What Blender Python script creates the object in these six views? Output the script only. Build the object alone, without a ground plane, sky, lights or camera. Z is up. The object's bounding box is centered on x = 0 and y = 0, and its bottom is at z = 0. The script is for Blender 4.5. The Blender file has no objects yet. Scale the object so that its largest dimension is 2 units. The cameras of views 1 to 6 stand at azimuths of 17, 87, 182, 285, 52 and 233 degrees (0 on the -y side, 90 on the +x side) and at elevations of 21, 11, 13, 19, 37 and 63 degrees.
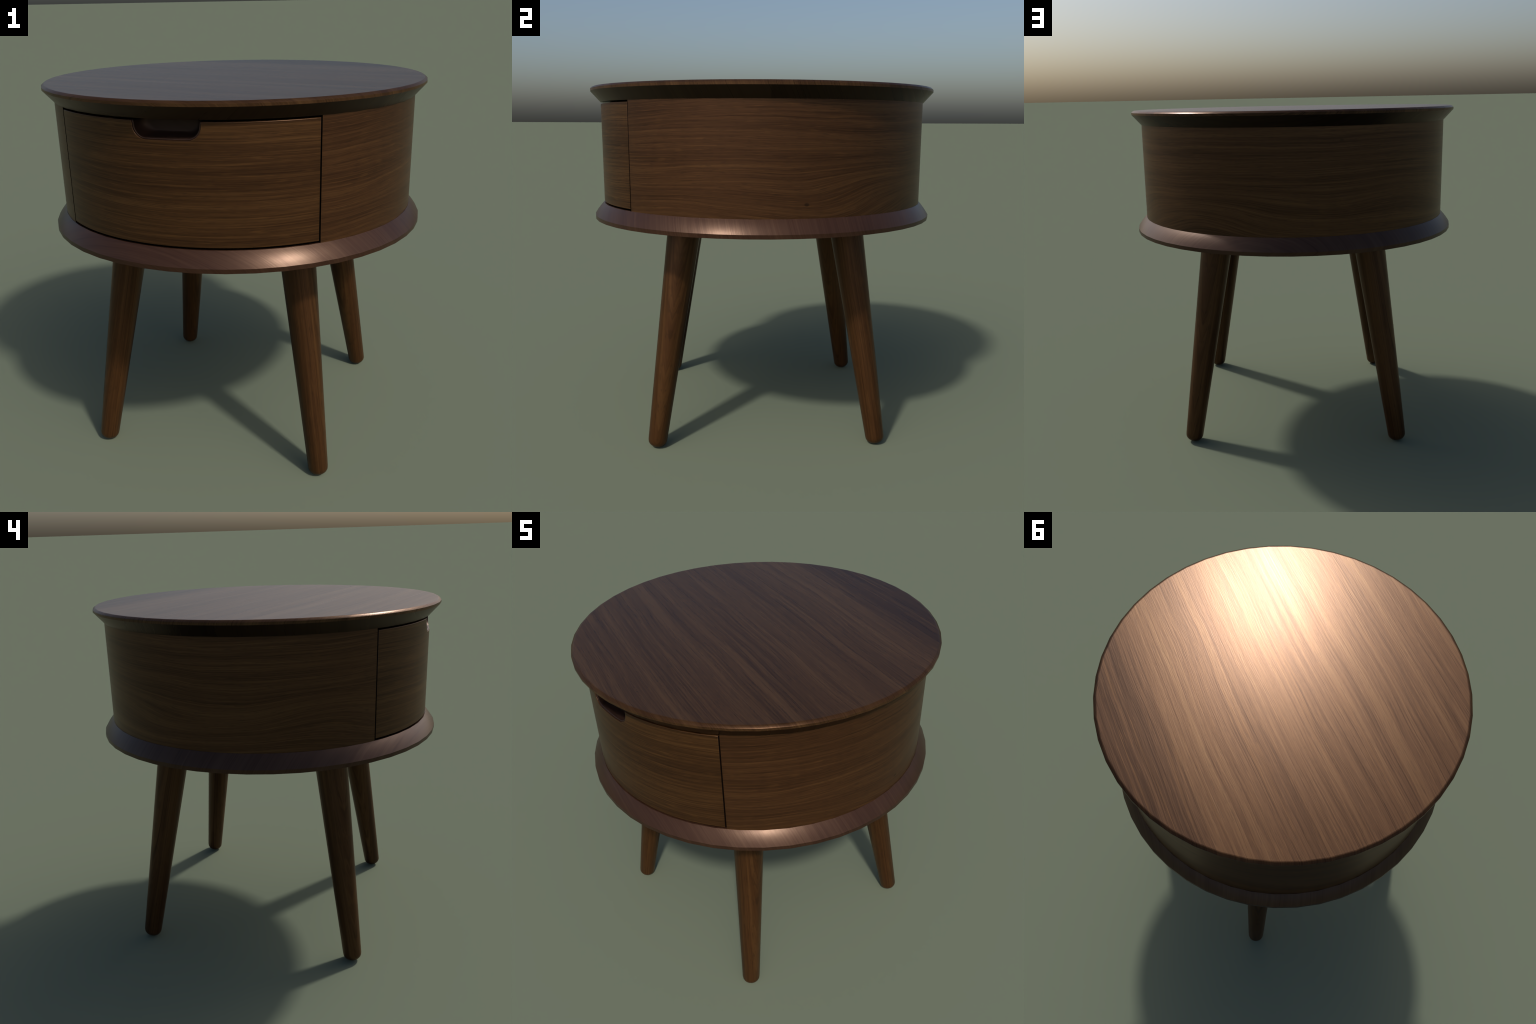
"""Round walnut bedside table: disc top and base with chamfered rims, drum body
with a curved drawer and finger notch, four splayed tapered legs."""
import bpy, bmesh, math
from math import pi, sin, cos, sqrt, radians
from mathutils import Vector, Matrix

# ------------------------------------------------------------------ sizes
R_RIM, R_BODY = 1.0, 0.943
Z_TOP, Z_RIM_LOW, Z_CHAMFER = 1.981, 1.958, 1.898      # top disc
Z_SEAT, Z_FLARE, Z_UNDER = 1.329, 1.261, 1.240          # base disc
WALL = 0.045
OPEN_X = 0.6215            # half width of drawer opening
GAP = 0.0095
SEG = 48

# ------------------------------------------------------------------ node helpers
class G:
    def __init__(s, name):
        s.m = bpy.data.materials.new(name); s.m.use_nodes = True
        s.t = s.m.node_tree; s.n = s.t.nodes; s.l = s.t.links
        s.n.clear()
    def node(s, typ, **kw):
        x = s.n.new(typ)
        for k, v in kw.items(): setattr(x, k, v)
        return x
    def put(s, sock, v):
        if isinstance(v, bpy.types.NodeSocket): s.l.new(v, sock)
        elif v is not None: sock.default_value = v
    def math(s, op, a, b=None, c=None, clamp=False):
        x = s.node('ShaderNodeMath', operation=op, use_clamp=clamp)
        for i, v in enumerate((a, b, c)):
            if v is not None: s.put(x.inputs[i], v)
        return x.outputs[0]
    def xyz(s, a, b, c):
        x = s.node('ShaderNodeCombineXYZ')
        for i, v in enumerate((a, b, c)): s.put(x.inputs[i], v)
        return x.outputs[0]
    def noise(s, vec, scale=1.0, detail=2.0, rough=0.5, dist=0.0):
        x = s.node('ShaderNodeTexNoise')
        s.l.new(vec, x.inputs['Vector'])
        x.inputs['Scale'].default_value = scale
        x.inputs['Detail'].default_value = detail
        x.inputs['Roughness'].default_value = rough
        x.inputs['Distortion'].default_value = dist
        return x.outputs['Fac']
    def ramp(s, fac, stops, interp='LINEAR'):
        x = s.node('ShaderNodeValToRGB'); r = x.color_ramp; r.interpolation = interp
        while len(r.elements) < len(stops): r.elements.new(0.5)
        for e, (p, c) in zip(r.elements, stops):
            e.position = p
            e.color = (*c, 1) if isinstance(c, tuple) else (c, c, c, 1)
        s.put(x.inputs[0], fac)
        return x.outputs[0]
    def mix(s, fac, a, b, mode='MIX'):
        x = s.node('ShaderNodeMix', data_type='RGBA', blend_type=mode)
        s.put(x.inputs[0], fac)
        for sk, v in ((x.inputs[6], a), (x.inputs[7], b)):
            s.put(sk, (*v, 1) if isinstance(v, tuple) else v)
        return x.outputs[2]
    def smooth(s, v, lo, hi):
        x = s.node('ShaderNodeMapRange', interpolation_type='SMOOTHSTEP')
        s.put(x.inputs[0], v); x.inputs[1].default_value = lo; x.inputs[2].default_value = hi
        return x.outputs[0]

def walnut(name, frame, seed, wave=0.05, wave_u=0.9, wave_v=1.6, contrast=1.0,
           dark=(0.020, 0.0088, 0.0040), mid=(0.052, 0.0240, 0.0094), light=(0.098, 0.049, 0.0185),
           rough=0.33, band=9.0, knots=False, seam=None, bump=0.06, spec=1.0, metal=0.30, chamfer=False):
    """frame: 'plank' (flat, grain along a slightly turned x), 'hoop' (grain round the z axis,
    split hidden at the back or front) or 'pole' (grain along local z)."""
    g = G(name)
    tc = g.node('ShaderNodeTexCoord').outputs['Object']
    sep = g.node('ShaderNodeSeparateXYZ'); g.l.new(tc, sep.inputs[0])
    X, Y, Z = sep.outputs
    if frame == 'plank':
        a = radians(-12.0)
        u = g.math('ADD', g.math('MULTIPLY', X, cos(a)), g.math('MULTIPLY', Y, sin(a)))
        v = g.math('ADD', g.math('MULTIPLY', X, -sin(a)), g.math('MULTIPLY', Y, cos(a)))
        w = g.math('MULTIPLY', Z, 0.6)
        v = g.math('ADD', v, g.math('MULTIPLY', Z, 0.35))
    elif frame in ('hoop', 'hoop_front'):
        sg = 1.0 if frame == 'hoop' else -1.0
        ang = g.math('ARCTAN2', g.math('MULTIPLY', X, sg), g.math('MULTIPLY', Y, sg))
        u = g.math('MULTIPLY', ang, R_BODY)
        v = Z
        w = g.math('SQRT', g.math('ADD', g.math('MULTIPLY', X, X), g.math('MULTIPLY', Y, Y)))
    else:
        rnd = g.node('ShaderNodeObjectInfo').outputs['Random']
        off = g.math('MULTIPLY', rnd, 13.0)
        u = g.math('ADD', Z, off)
        v = g.math('ADD', X, off)
        w = g.math('MULTIPLY', Y, 0.35)
    w = g.math('ADD', w, seed * 7.31)
    # slow meander of the grain lines, then narrower bands and fine pores along them
    m1 = g.noise(g.xyz(g.math('MULTIPLY', u, wave_u), g.math('MULTIPLY', v, wave_v), w), 1.0, 1.5, 0.45)
    m2 = g.noise(g.xyz(g.math('MULTIPLY', u, wave_u * 4), g.math('MULTIPLY', v, wave_v * 4), w), 1.0, 1.0, 0.5)
    vv = g.math('ADD', v, g.math('MULTIPLY', g.math('SUBTRACT', m1, 0.5), wave * 4))
    vv = g.math('ADD', vv, g.math('MULTIPLY', g.math('SUBTRACT', m2, 0.5), wave * 0.55))
    if knots:
        # a few ovals that push the grain aside low on the panel
        kv = g.noise(g.xyz(g.math('MULTIPLY', u, 1.3), g.math('MULTIPLY', v, 2.4),
                           g.math('ADD', w, 3.7)), 1.0, 0.0)
        low = g.smooth(v, 1.72, 1.38)
        vv = g.math('ADD', vv, g.math('MULTIPLY', g.math('MULTIPLY', g.math('SUBTRACT', kv, 0.45), low), 0.26))
    if seam is not None:
        step = g.math('GREATER_THAN', v, seam)
        vv = g.math('ADD', vv, g.math('MULTIPLY', step, 0.83))
    b1 = g.noise(g.xyz(g.math('MULTIPLY', u, 0.25), g.math('MULTIPLY', vv, band), w), 1.0, 2.0, 0.5)
    b2 = g.noise(g.xyz(g.math('MULTIPLY', u, 0.7), g.math('MULTIPLY', vv, band * 4.0), w), 1.0, 3.0, 0.6)
    b3 = g.noise(g.xyz(g.math('MULTIPLY', u, 2.2), g.math('MULTIPLY', vv, band * 13), w), 1.0, 2.0, 0.6)
    b4 = g.noise(g.xyz(g.math('MULTIPLY', u, 3.0), g.math('MULTIPLY', vv, band * 30), g.math('ADD', w, 2.2)), 1.0, 2.0, 0.6)
    pore = g.noise(g.xyz(g.math('MULTIPLY', u, 16.0), g.math('MULTIPLY', vv, 240.0), w), 1.0, 2.0, 0.6)
    f = g.math('ADD', g.math('MULTIPLY', b1, 0.24), g.math('MULTIPLY', b2, 0.28))
    f = g.math('ADD', f, g.math('MULTIPLY', b3, 0.24))
    f = g.math('ADD', f, g.math('MULTIPLY', b4, 0.24))
    f = g.math('ADD', g.math('MULTIPLY', g.math('SUBTRACT', f, 0.5), 2.8 * contrast), 0.5, clamp=True)
    if seam is not None:
        f = g.math('SUBTRACT', f, g.math('MULTIPLY', step, 0.22), clamp=True)
    col = g.ramp(f, [(0.0, dark), (0.30, tuple(0.55 * a + 0.45 * b for a, b in zip(dark, mid))),
                     (0.52, mid), (0.72, tuple(0.6 * a + 0.4 * b for a, b in zip(mid, light))), (1.0, light)])
    pm = g.math('MULTIPLY', g.smooth(pore, 0.55, 0.67), 0.55 * contrast)
    col = g.mix(pm, col, dark)
    # pale flecks between the pores, then thin pale veins
    fleck = g.noise(g.xyz(g.math('MULTIPLY', u, 9.0), g.math('MULTIPLY', vv, 170.0), g.math('ADD', w, 8.0)), 1.0, 1.0)
    col = g.mix(g.math('MULTIPLY', g.smooth(fleck, 0.60, 0.74), 0.40 * contrast), col, light)
    vein = g.noise(g.xyz(g.math('MULTIPLY', u, 0.3), g.math('MULTIPLY', vv, band * 2.1), g.math('ADD', w, 5.0)), 1.0, 1.0)
    vein = g.math('ABSOLUTE', g.math('SUBTRACT', vein, 0.55))
    vm = g.math('MULTIPLY', g.smooth(vein, 0.022, 0.0), 0.45 * contrast)
    col = g.mix(vm, col, light)
    if knots:
        vo = g.node('ShaderNodeTexVoronoi', feature='F1')
        vo.inputs['Scale'].default_value = 1.0
        g.l.new(g.xyz(g.math('MULTIPLY', u, 1.9), g.math('MULTIPLY', v, 3.1), w), vo.inputs['Vector'])
        km = g.math('MULTIPLY', g.smooth(vo.outputs['Distance'], 0.035, 0.010), 0.75)
        col = g.mix(km, col, tuple(0.45 * c for c in dark))
        ku = g.math('DIVIDE', g.math('SUBTRACT', u, 1.303), 0.014)
        kz = g.math('DIVIDE', g.math('SUBTRACT', v, 1.397), 0.009)
        kd = g.math('ADD', g.math('MULTIPLY', ku, ku), g.math('MULTIPLY', kz, kz))
        col = g.mix(g.math('MULTIPLY', g.smooth(kd, 1.3, 0.2), 0.8), col, tuple(0.4 * c for c in dark))
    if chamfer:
        # the undercut below the rim is darker and plainer
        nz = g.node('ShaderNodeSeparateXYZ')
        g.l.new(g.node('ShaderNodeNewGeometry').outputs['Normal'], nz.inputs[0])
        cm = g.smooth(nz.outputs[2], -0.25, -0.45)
        # eased upper edge darkened and its specular cut, to tone down the rim glint
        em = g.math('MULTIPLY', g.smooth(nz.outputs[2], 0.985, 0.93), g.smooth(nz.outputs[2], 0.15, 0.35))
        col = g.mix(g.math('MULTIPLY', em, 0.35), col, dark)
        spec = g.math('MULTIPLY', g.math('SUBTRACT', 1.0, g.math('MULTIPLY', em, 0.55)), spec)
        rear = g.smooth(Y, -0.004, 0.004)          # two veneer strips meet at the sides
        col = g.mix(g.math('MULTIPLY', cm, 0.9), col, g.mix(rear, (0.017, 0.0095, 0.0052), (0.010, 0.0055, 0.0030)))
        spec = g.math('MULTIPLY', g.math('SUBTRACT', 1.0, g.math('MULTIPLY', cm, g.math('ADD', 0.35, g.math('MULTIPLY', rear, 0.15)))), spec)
    h = g.math('ADD', g.math('MULTIPLY', pore, -0.6), g.math('MULTIPLY', b3, 0.5))
    bp = g.node('ShaderNodeBump')
    bp.inputs['Strength'].default_value = bump
    bp.inputs['Distance'].default_value = 0.004
    g.l.new(h, bp.inputs['Height'])
    p = g.node('ShaderNodeBsdfPrincipled')
    g.l.new(col, p.inputs['Base Color'])
    g.put(p.inputs['Roughness'], g.math('ADD', g.math('MULTIPLY', g.math('SUBTRACT', b3, 0.5), 0.10), rough))
    g.put(p.inputs['Specular IOR Level'], spec)
    p.inputs['Metallic'].default_value = metal
    g.l.new(g.ramp(f, [(0.1, (0.50, 0.36, 0.30)), (0.5, (0.87, 0.59, 0.45)), (0.95, (1.0, 0.75, 0.56))]),
            p.inputs['Specular Tint'])
    g.l.new(bp.outputs[0], p.inputs['Normal'])
    o = g.node('ShaderNodeOutputMaterial')
    g.l.new(p.outputs[0], o.inputs[0])
    return g.m

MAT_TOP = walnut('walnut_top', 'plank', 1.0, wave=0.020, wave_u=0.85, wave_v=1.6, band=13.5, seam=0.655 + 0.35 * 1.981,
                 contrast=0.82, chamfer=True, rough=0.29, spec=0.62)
MAT_BASE = walnut('walnut_base', 'plank', 2.0, wave=0.02, band=11.0, contrast=0.65, metal=0.1, spec=0.62, rough=0.33,
                  dark=(0.022, 0.0088, 0.0055), mid=(0.032, 0.0140, 0.0080), light=(0.054, 0.026, 0.014))
MAT_BODY = walnut('walnut_body', 'hoop', 3.0, wave=0.022, wave_u=1.0, wave_v=2.2, band=18.0, knots=True, contrast=0.95, spec=0.7,
                 dark=(0.017, 0.0072, 0.0030), mid=(0.050, 0.0205, 0.0076), light=(0.100, 0.046, 0.0150))
MAT_FRONT = walnut('walnut_drawer', 'hoop_front', 4.0, wave=0.010, wave_u=1.1, band=20.0, contrast=0.95, spec=0.7,
                 dark=(0.017, 0.0072, 0.0030), mid=(0.047, 0.0197, 0.0063), light=(0.105, 0.049, 0.0155))
MAT_LEG = walnut('walnut_leg', 'pole', 5.0, wave=0.004, wave_u=1.3, wave_v=4.0, band=26.0, contrast=0.8, spec=0.6,
                 dark=(0.018, 0.0072, 0.0028), mid=(0.053, 0.0215, 0.0070), light=(0.098, 0.045, 0.0140))
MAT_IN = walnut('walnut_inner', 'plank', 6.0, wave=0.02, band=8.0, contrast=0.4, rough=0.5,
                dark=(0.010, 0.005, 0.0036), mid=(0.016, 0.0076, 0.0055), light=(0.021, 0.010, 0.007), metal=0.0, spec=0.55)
MAT_GAP = walnut('painted_gap_shadow', 'plank', 7.0, contrast=0.3, rough=0.7, dark=(0.002, 0.001, 0.0007),
                 mid=(0.003, 0.0016, 0.001), light=(0.004, 0.002, 0.001), metal=0.0, spec=0.1)  # nearly black: gap shadow put into the base colour

# ------------------------------------------------------------------ mesh helpers
def make(name, bm, mat, parent=None, angle=35):
    bmesh.ops.recalc_face_normals(bm, faces=bm.faces[:])
    me = bpy.data.meshes.new(name); bm.to_mesh(me); bm.free()
    for p in me.polygons: p.use_smooth = True
    me.set_sharp_from_angle(angle=radians(angle))
    me.materials.append(mat)
    ob = bpy.data.objects.new(name, me)
    bpy.context.scene.collection.objects.link(ob)
    ob.parent = parent
    return ob

def lathe(bm, profile, seg, phase=0.0):
    """Closed turned solid; profile runs from the axis at one end to the axis at the other."""
    rings = []
    for r, z in profile:
        if r < 1e-6: rings.append([bm.verts.new((0, 0, z))])
        else: rings.append([bm.verts.new((r * cos(2 * pi * (i + phase) / seg), r * sin(2 * pi * (i + phase) / seg), z))
                            for i in range(seg)])
    for a, b in zip(rings, rings[1:]):
        for i in range(seg):
            j = (i + 1) % seg
            if len(a) == 1: bm.faces.new((a[0], b[i], b[j]))
            elif len(b) == 1: bm.faces.new((a[i], a[j], b[0]))
            else: bm.faces.new((a[i], a[j], b[j], b[i]))

# ------------------------------------------------------------------ the thing
root = bpy.data.objects.new('bedside_table', None)
bpy.context.scene.collection.objects.link(root)
root['label'] = 'round walnut bedside table with curved drawer and splayed legs'
root['category'] = 'bedside table'

# tabletop: flat disc, softly rounded upper edge, thin rim, chamfer in to the body
bm = bmesh.new()
prof = [(0, Z_TOP), (0.60, Z_TOP), (0.9800, Z_TOP), (0.9868, Z_TOP), (0.9882, Z_TOP - 0.0008), (0.9945, Z_TOP - 0.0048),
        (R_RIM, Z_TOP - 0.0105)]
prof += [(R_RIM, Z_RIM_LOW), (R_BODY + 0.0025, Z_CHAMFER), (0, Z_CHAMFER)]
lathe(bm, prof, SEG)
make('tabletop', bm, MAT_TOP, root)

# base plate: mirrored chamfer flaring outward, thin rim, flat underside
bm = bmesh.new()
p0, p1, BULGE = Vector((R_BODY + 0.0025, Z_SEAT)), Vector((0.9985, Z_FLARE)), 0.0026
out = Vector((p0.y - p1.y, p1.x - p0.x)).normalized()      # outward normal of the slope
flare = []
for i in range(8):
    t = i / 7
    q = p0.lerp(p1, t) + out * BULGE * 4 * t * (1 - t)
    flare.append((q.x, q.y))
lathe(bm, [(0, Z_SEAT), (R_BODY - 0.009, Z_SEAT)] + flare + [(0.9985, Z_UNDER), (0, Z_UNDER)], SEG)
plate = make('base_plate', bm, MAT_BASE, root, 24)
plate.data.materials.append(MAT_GAP)
for p in plate.data.polygons:                 # floor of the drum, blackened as the shadow line under the drawer
    if p.normal.z > 0.99 and math.hypot(p.center.x, p.center.y) < R_BODY - 0.012: p.material_index = 1

# body shell: drum wall open at the front for the drawer
a_open = math.asin(OPEN_X / R_BODY)
bm = bmesh.new()
N = 120
cols = []
for i in range(N + 1):
    t = -pi / 2 + a_open + (2 * pi - 2 * a_open) * i / N
    c, s = cos(t), sin(t)
    ri = R_BODY - WALL
    cols.append([bm.verts.new(p) for p in ((R_BODY * c, R_BODY * s, Z_SEAT - 0.003), (R_BODY * c, R_BODY * s, Z_CHAMFER + 0.003),
                                           (ri * c, ri * s, Z_CHAMFER + 0.003), (ri * c, ri * s, Z_SEAT - 0.003))])
for a, b in zip(cols, cols[1:]):
    for k in range(4):
        bm.faces.new((a[k], b[k], b[(k + 1) % 4], a[(k + 1) % 4]))
ends = [bm.faces.new(cols[0]), bm.faces.new(cols[-1])]
for f in ends: f.material_index = 1          # wall ends coloured black for the shadow in the drawer gap
shell = make('body_shell', bm, MAT_BODY, root)
shell.data.materials.append(MAT_GAP)

# drawer front: curved panel with a rounded finger notch in its upper edge
NZ0, NX, NR = 1.8105, 0.159, 0.061           # notch floor, half width, corner radius
Z_D0, Z_D1 = Z_SEAT + GAP, Z_CHAMFER - GAP
def notch_half():
    """(x, z) from the right lip of the notch down to the middle of its floor."""
    pts = [(NX, Z_D1), (NX - 0.0020, 1.879)]
    for i in range(0, 11):
        a = i / 10 * pi / 2
        pts.append((NX - 0.003 - NR * (1 - cos(a)), NZ0 + NR * (1 - sin(a))))
    pts += [(x, NZ0) for x in (0.085, 0.065, 0.045, 0.022, 0.0)]
    return pts
half = notch_half()
top_line = [(-x, z) for x, z in half] + [(x, z) for x, z in reversed(half[:-1])]
DX = OPEN_X - 0.0048
aD, aN = math.asin(DX / R_BODY), math.asin(NX / R_BODY)
side = [(R_BODY * sin(aN + (aD - aN) * (1 - i / 22)), Z_D1) for i in range(22)]
top_line = [(-x, z) for x, z in side] + top_line + [(x, z) for x, z in reversed(side)]
FRONT_T, EASE = 0.032, 0.0030                # panel thickness, eased edge width
n_top = len(top_line)
def offset(line, d):
    """Move the upper outline inward (down / away from the notch) by d."""
    out = []
    for k, (x, z) in enumerate(line):
        a = Vector(line[max(k - 1, 0)]); b = Vector((x, z)); c = Vector(line[min(k + 1, len(line) - 1)])
        n1 = (b - a).normalized() if k else (c - b).normalized()
        n2 = (c - b).normalized() if k < len(line) - 1 else n1
        p1, p2 = Vector((n1.y, -n1.x)), Vector((n2.y, -n2.x))
        m = (p1 + p2).normalized()
        q = b + m * (d / max(0.5, m.dot(p1)))
        if k == 0: q.x += d
        if k == len(line) - 1: q.x -= d
        out.append((q.x, q.y))
    return out
bm = bmesh.new()
loops = []
for d, sink in ((EASE, 0.0), (EASE * 0.35, EASE * 0.2), (0.0, EASE * 0.8), (0.0, FRONT_T)):
    up = offset(top_line, d)
    ring = []
    for x, z in up + [(x, Z_D0 + d) for x, _ in reversed(up)]:
        y = -sqrt(R_BODY ** 2 - x * x)
        k = 1 - min(sink, EASE) / R_BODY
        ring.append(bm.verts.new((x * k, y * k + (FRONT_T if sink == FRONT_T else 0), z)))
    loops.append(ring)
for a, b in zip(loops, loops[1:]):
    for k in range(2 * n_top):
        q = (k + 1) % (2 * n_top)
        bm.faces.new((a[k], a[q], b[q], b[k]))
for ring in (loops[0], loops[-1]):
    for k in range(n_top - 1):
        bm.faces.new((ring[k], ring[k + 1], ring[2 * n_top - 2 - k], ring[2 * n_top - 1 - k]))
drawer = make('drawer', bm, MAT_FRONT, root, 50)
drawer.data.materials.append(MAT_GAP)
flat = drawer.data
for p in flat.polygons:                       # panel sides and underside painted black, so no sunlit wood shows in the gap
    if (abs(p.normal.x) > 0.98 and abs(p.center.x) > NX + 0.1) or p.normal.z < -0.98: p.material_index = 1
nrm = []
cn = flat.corner_normals
for lp in flat.loops:
    co = flat.vertices[lp.vertex_index].co
    if abs(math.hypot(co.x, co.y) - R_BODY) < 1e-4: nrm.append((co.x / R_BODY, co.y / R_BODY, 0))
    else: nrm.append(cn[lp.index].vector[:])
flat.normals_split_custom_set(nrm)

# finger pull: hollow cup behind the notch with rounded back corners
bm = bmesh.new()
line = [(-x, z) for x, z in half] + [(x, z) for x, z in reversed(half[:-1])]
DEEP, RND = 0.085, 0.078
rings = []
for i in range(13):
    if i == 0: dep, ins = 0.0, 0.0
    elif i == 1: dep, ins = DEEP - RND, 0.0
    else:
        a = (i - 1) / 11 * pi / 2
        dep, ins = DEEP - RND + RND * sin(a), RND * (1 - cos(a))
    fx, fz = 0.994 - 0.75 * ins / NX, 0.994 - 0.36 * ins / (Z_D1 + 0.004 - NZ0)
    ring = []
    for x, z in line:
        xx = x * fx
        zz = (Z_D1 + 0.004) + (z - Z_D1 - 0.004) * fz - 0.001
        yy = -sqrt(R_BODY ** 2 - xx * xx) + 0.0045 + dep
        ring.append(bm.verts.new((xx, yy, zz)))
    rings.append(ring)
for a, b in zip(rings, rings[1:]):
    for k in range(len(line) - 1):
        bm.faces.new((a[k], a[k + 1], b[k + 1], b[k]))
bm.faces.new(rings[-1])
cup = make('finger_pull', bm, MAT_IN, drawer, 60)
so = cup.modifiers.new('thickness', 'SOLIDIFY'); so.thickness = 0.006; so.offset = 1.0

# drawer box: floor, sides and back inside the drum
bm = bmesh.new()
def box(x0, x1, y0, y1, z0, z1):
    v = [bm.verts.new((x, y, z)) for z in (z0, z1) for x, y in ((x0, y0), (x1, y0), (x1, y1), (x0, y1))]
    for f in ((0, 1, 2, 3), (4, 5, 6, 7), (0, 1, 5, 4), (1, 2, 6, 5), (2, 3, 7, 6), (3, 0, 4, 7)):
        bm.faces.new([v[i] for i in f])
ys = -sqrt(R_BODY ** 2 - 0.585 ** 2) + FRONT_T + 0.002
box(-0.585, -0.560, ys, 0.55, 1.36, 1.78)
box(0.560, 0.585, ys, 0.55, 1.36, 1.78)
box(-0.559, 0.559, 0.525, 0.55, 1.36, 1.78)
box(-0.559, 0.559, ys, 0.524, 1.361, 1.38)
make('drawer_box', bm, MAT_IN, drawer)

# legs: straight tapered turned poles, rounded feet, splayed along the diagonals
r_top, r_foot, ER = 0.0940, 0.0525, 0.041
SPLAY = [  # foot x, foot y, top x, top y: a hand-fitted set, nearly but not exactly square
    (0.6145, -0.6135, 0.4435, -0.4430), (0.6240, 0.6210, 0.4485, 0.4455),
    (-0.6200, 0.6250, -0.4455, 0.4490), (-0.6165, -0.6215, -0.4440, -0.4480)]
L = Vector((0.175, 0.175, Z_UNDER)).length + 0.03
prof = [(0, 0.0), (r_foot - ER, 0.0)]
for i in range(1, 6):
    a = i / 5 * pi / 2
    prof.append((r_foot - ER + ER * sin(a), ER * (1 - cos(a)) * 0.95))
for i in range(1, 7):
    t = i / 6
    prof.append((r_foot + (r_top - r_foot) * t, ER + (L - ER) * t))
prof.append((0, L))
bm = bmesh.new()
lathe(bm, prof, 20)
leg = make('leg', bm, MAT_LEG, root, 50)
for k, (fx, fy, tx, ty) in enumerate(SPLAY):
    ob = leg if k == 0 else leg.copy()
    if k:
        bpy.context.scene.collection.objects.link(ob); ob.parent = root
    tilt = Vector((tx - fx, ty - fy, Z_UNDER)).normalized()
    rot = Vector((0, 0, 1)).rotation_difference(tilt).to_matrix().to_4x4() @ Matrix.Rotation(1.3 * k, 4, 'Z')
    low = min((rot @ v.co).z for v in leg.data.vertices)
    ob.matrix_local = Matrix.Translation((fx, fy, -low)) @ rot
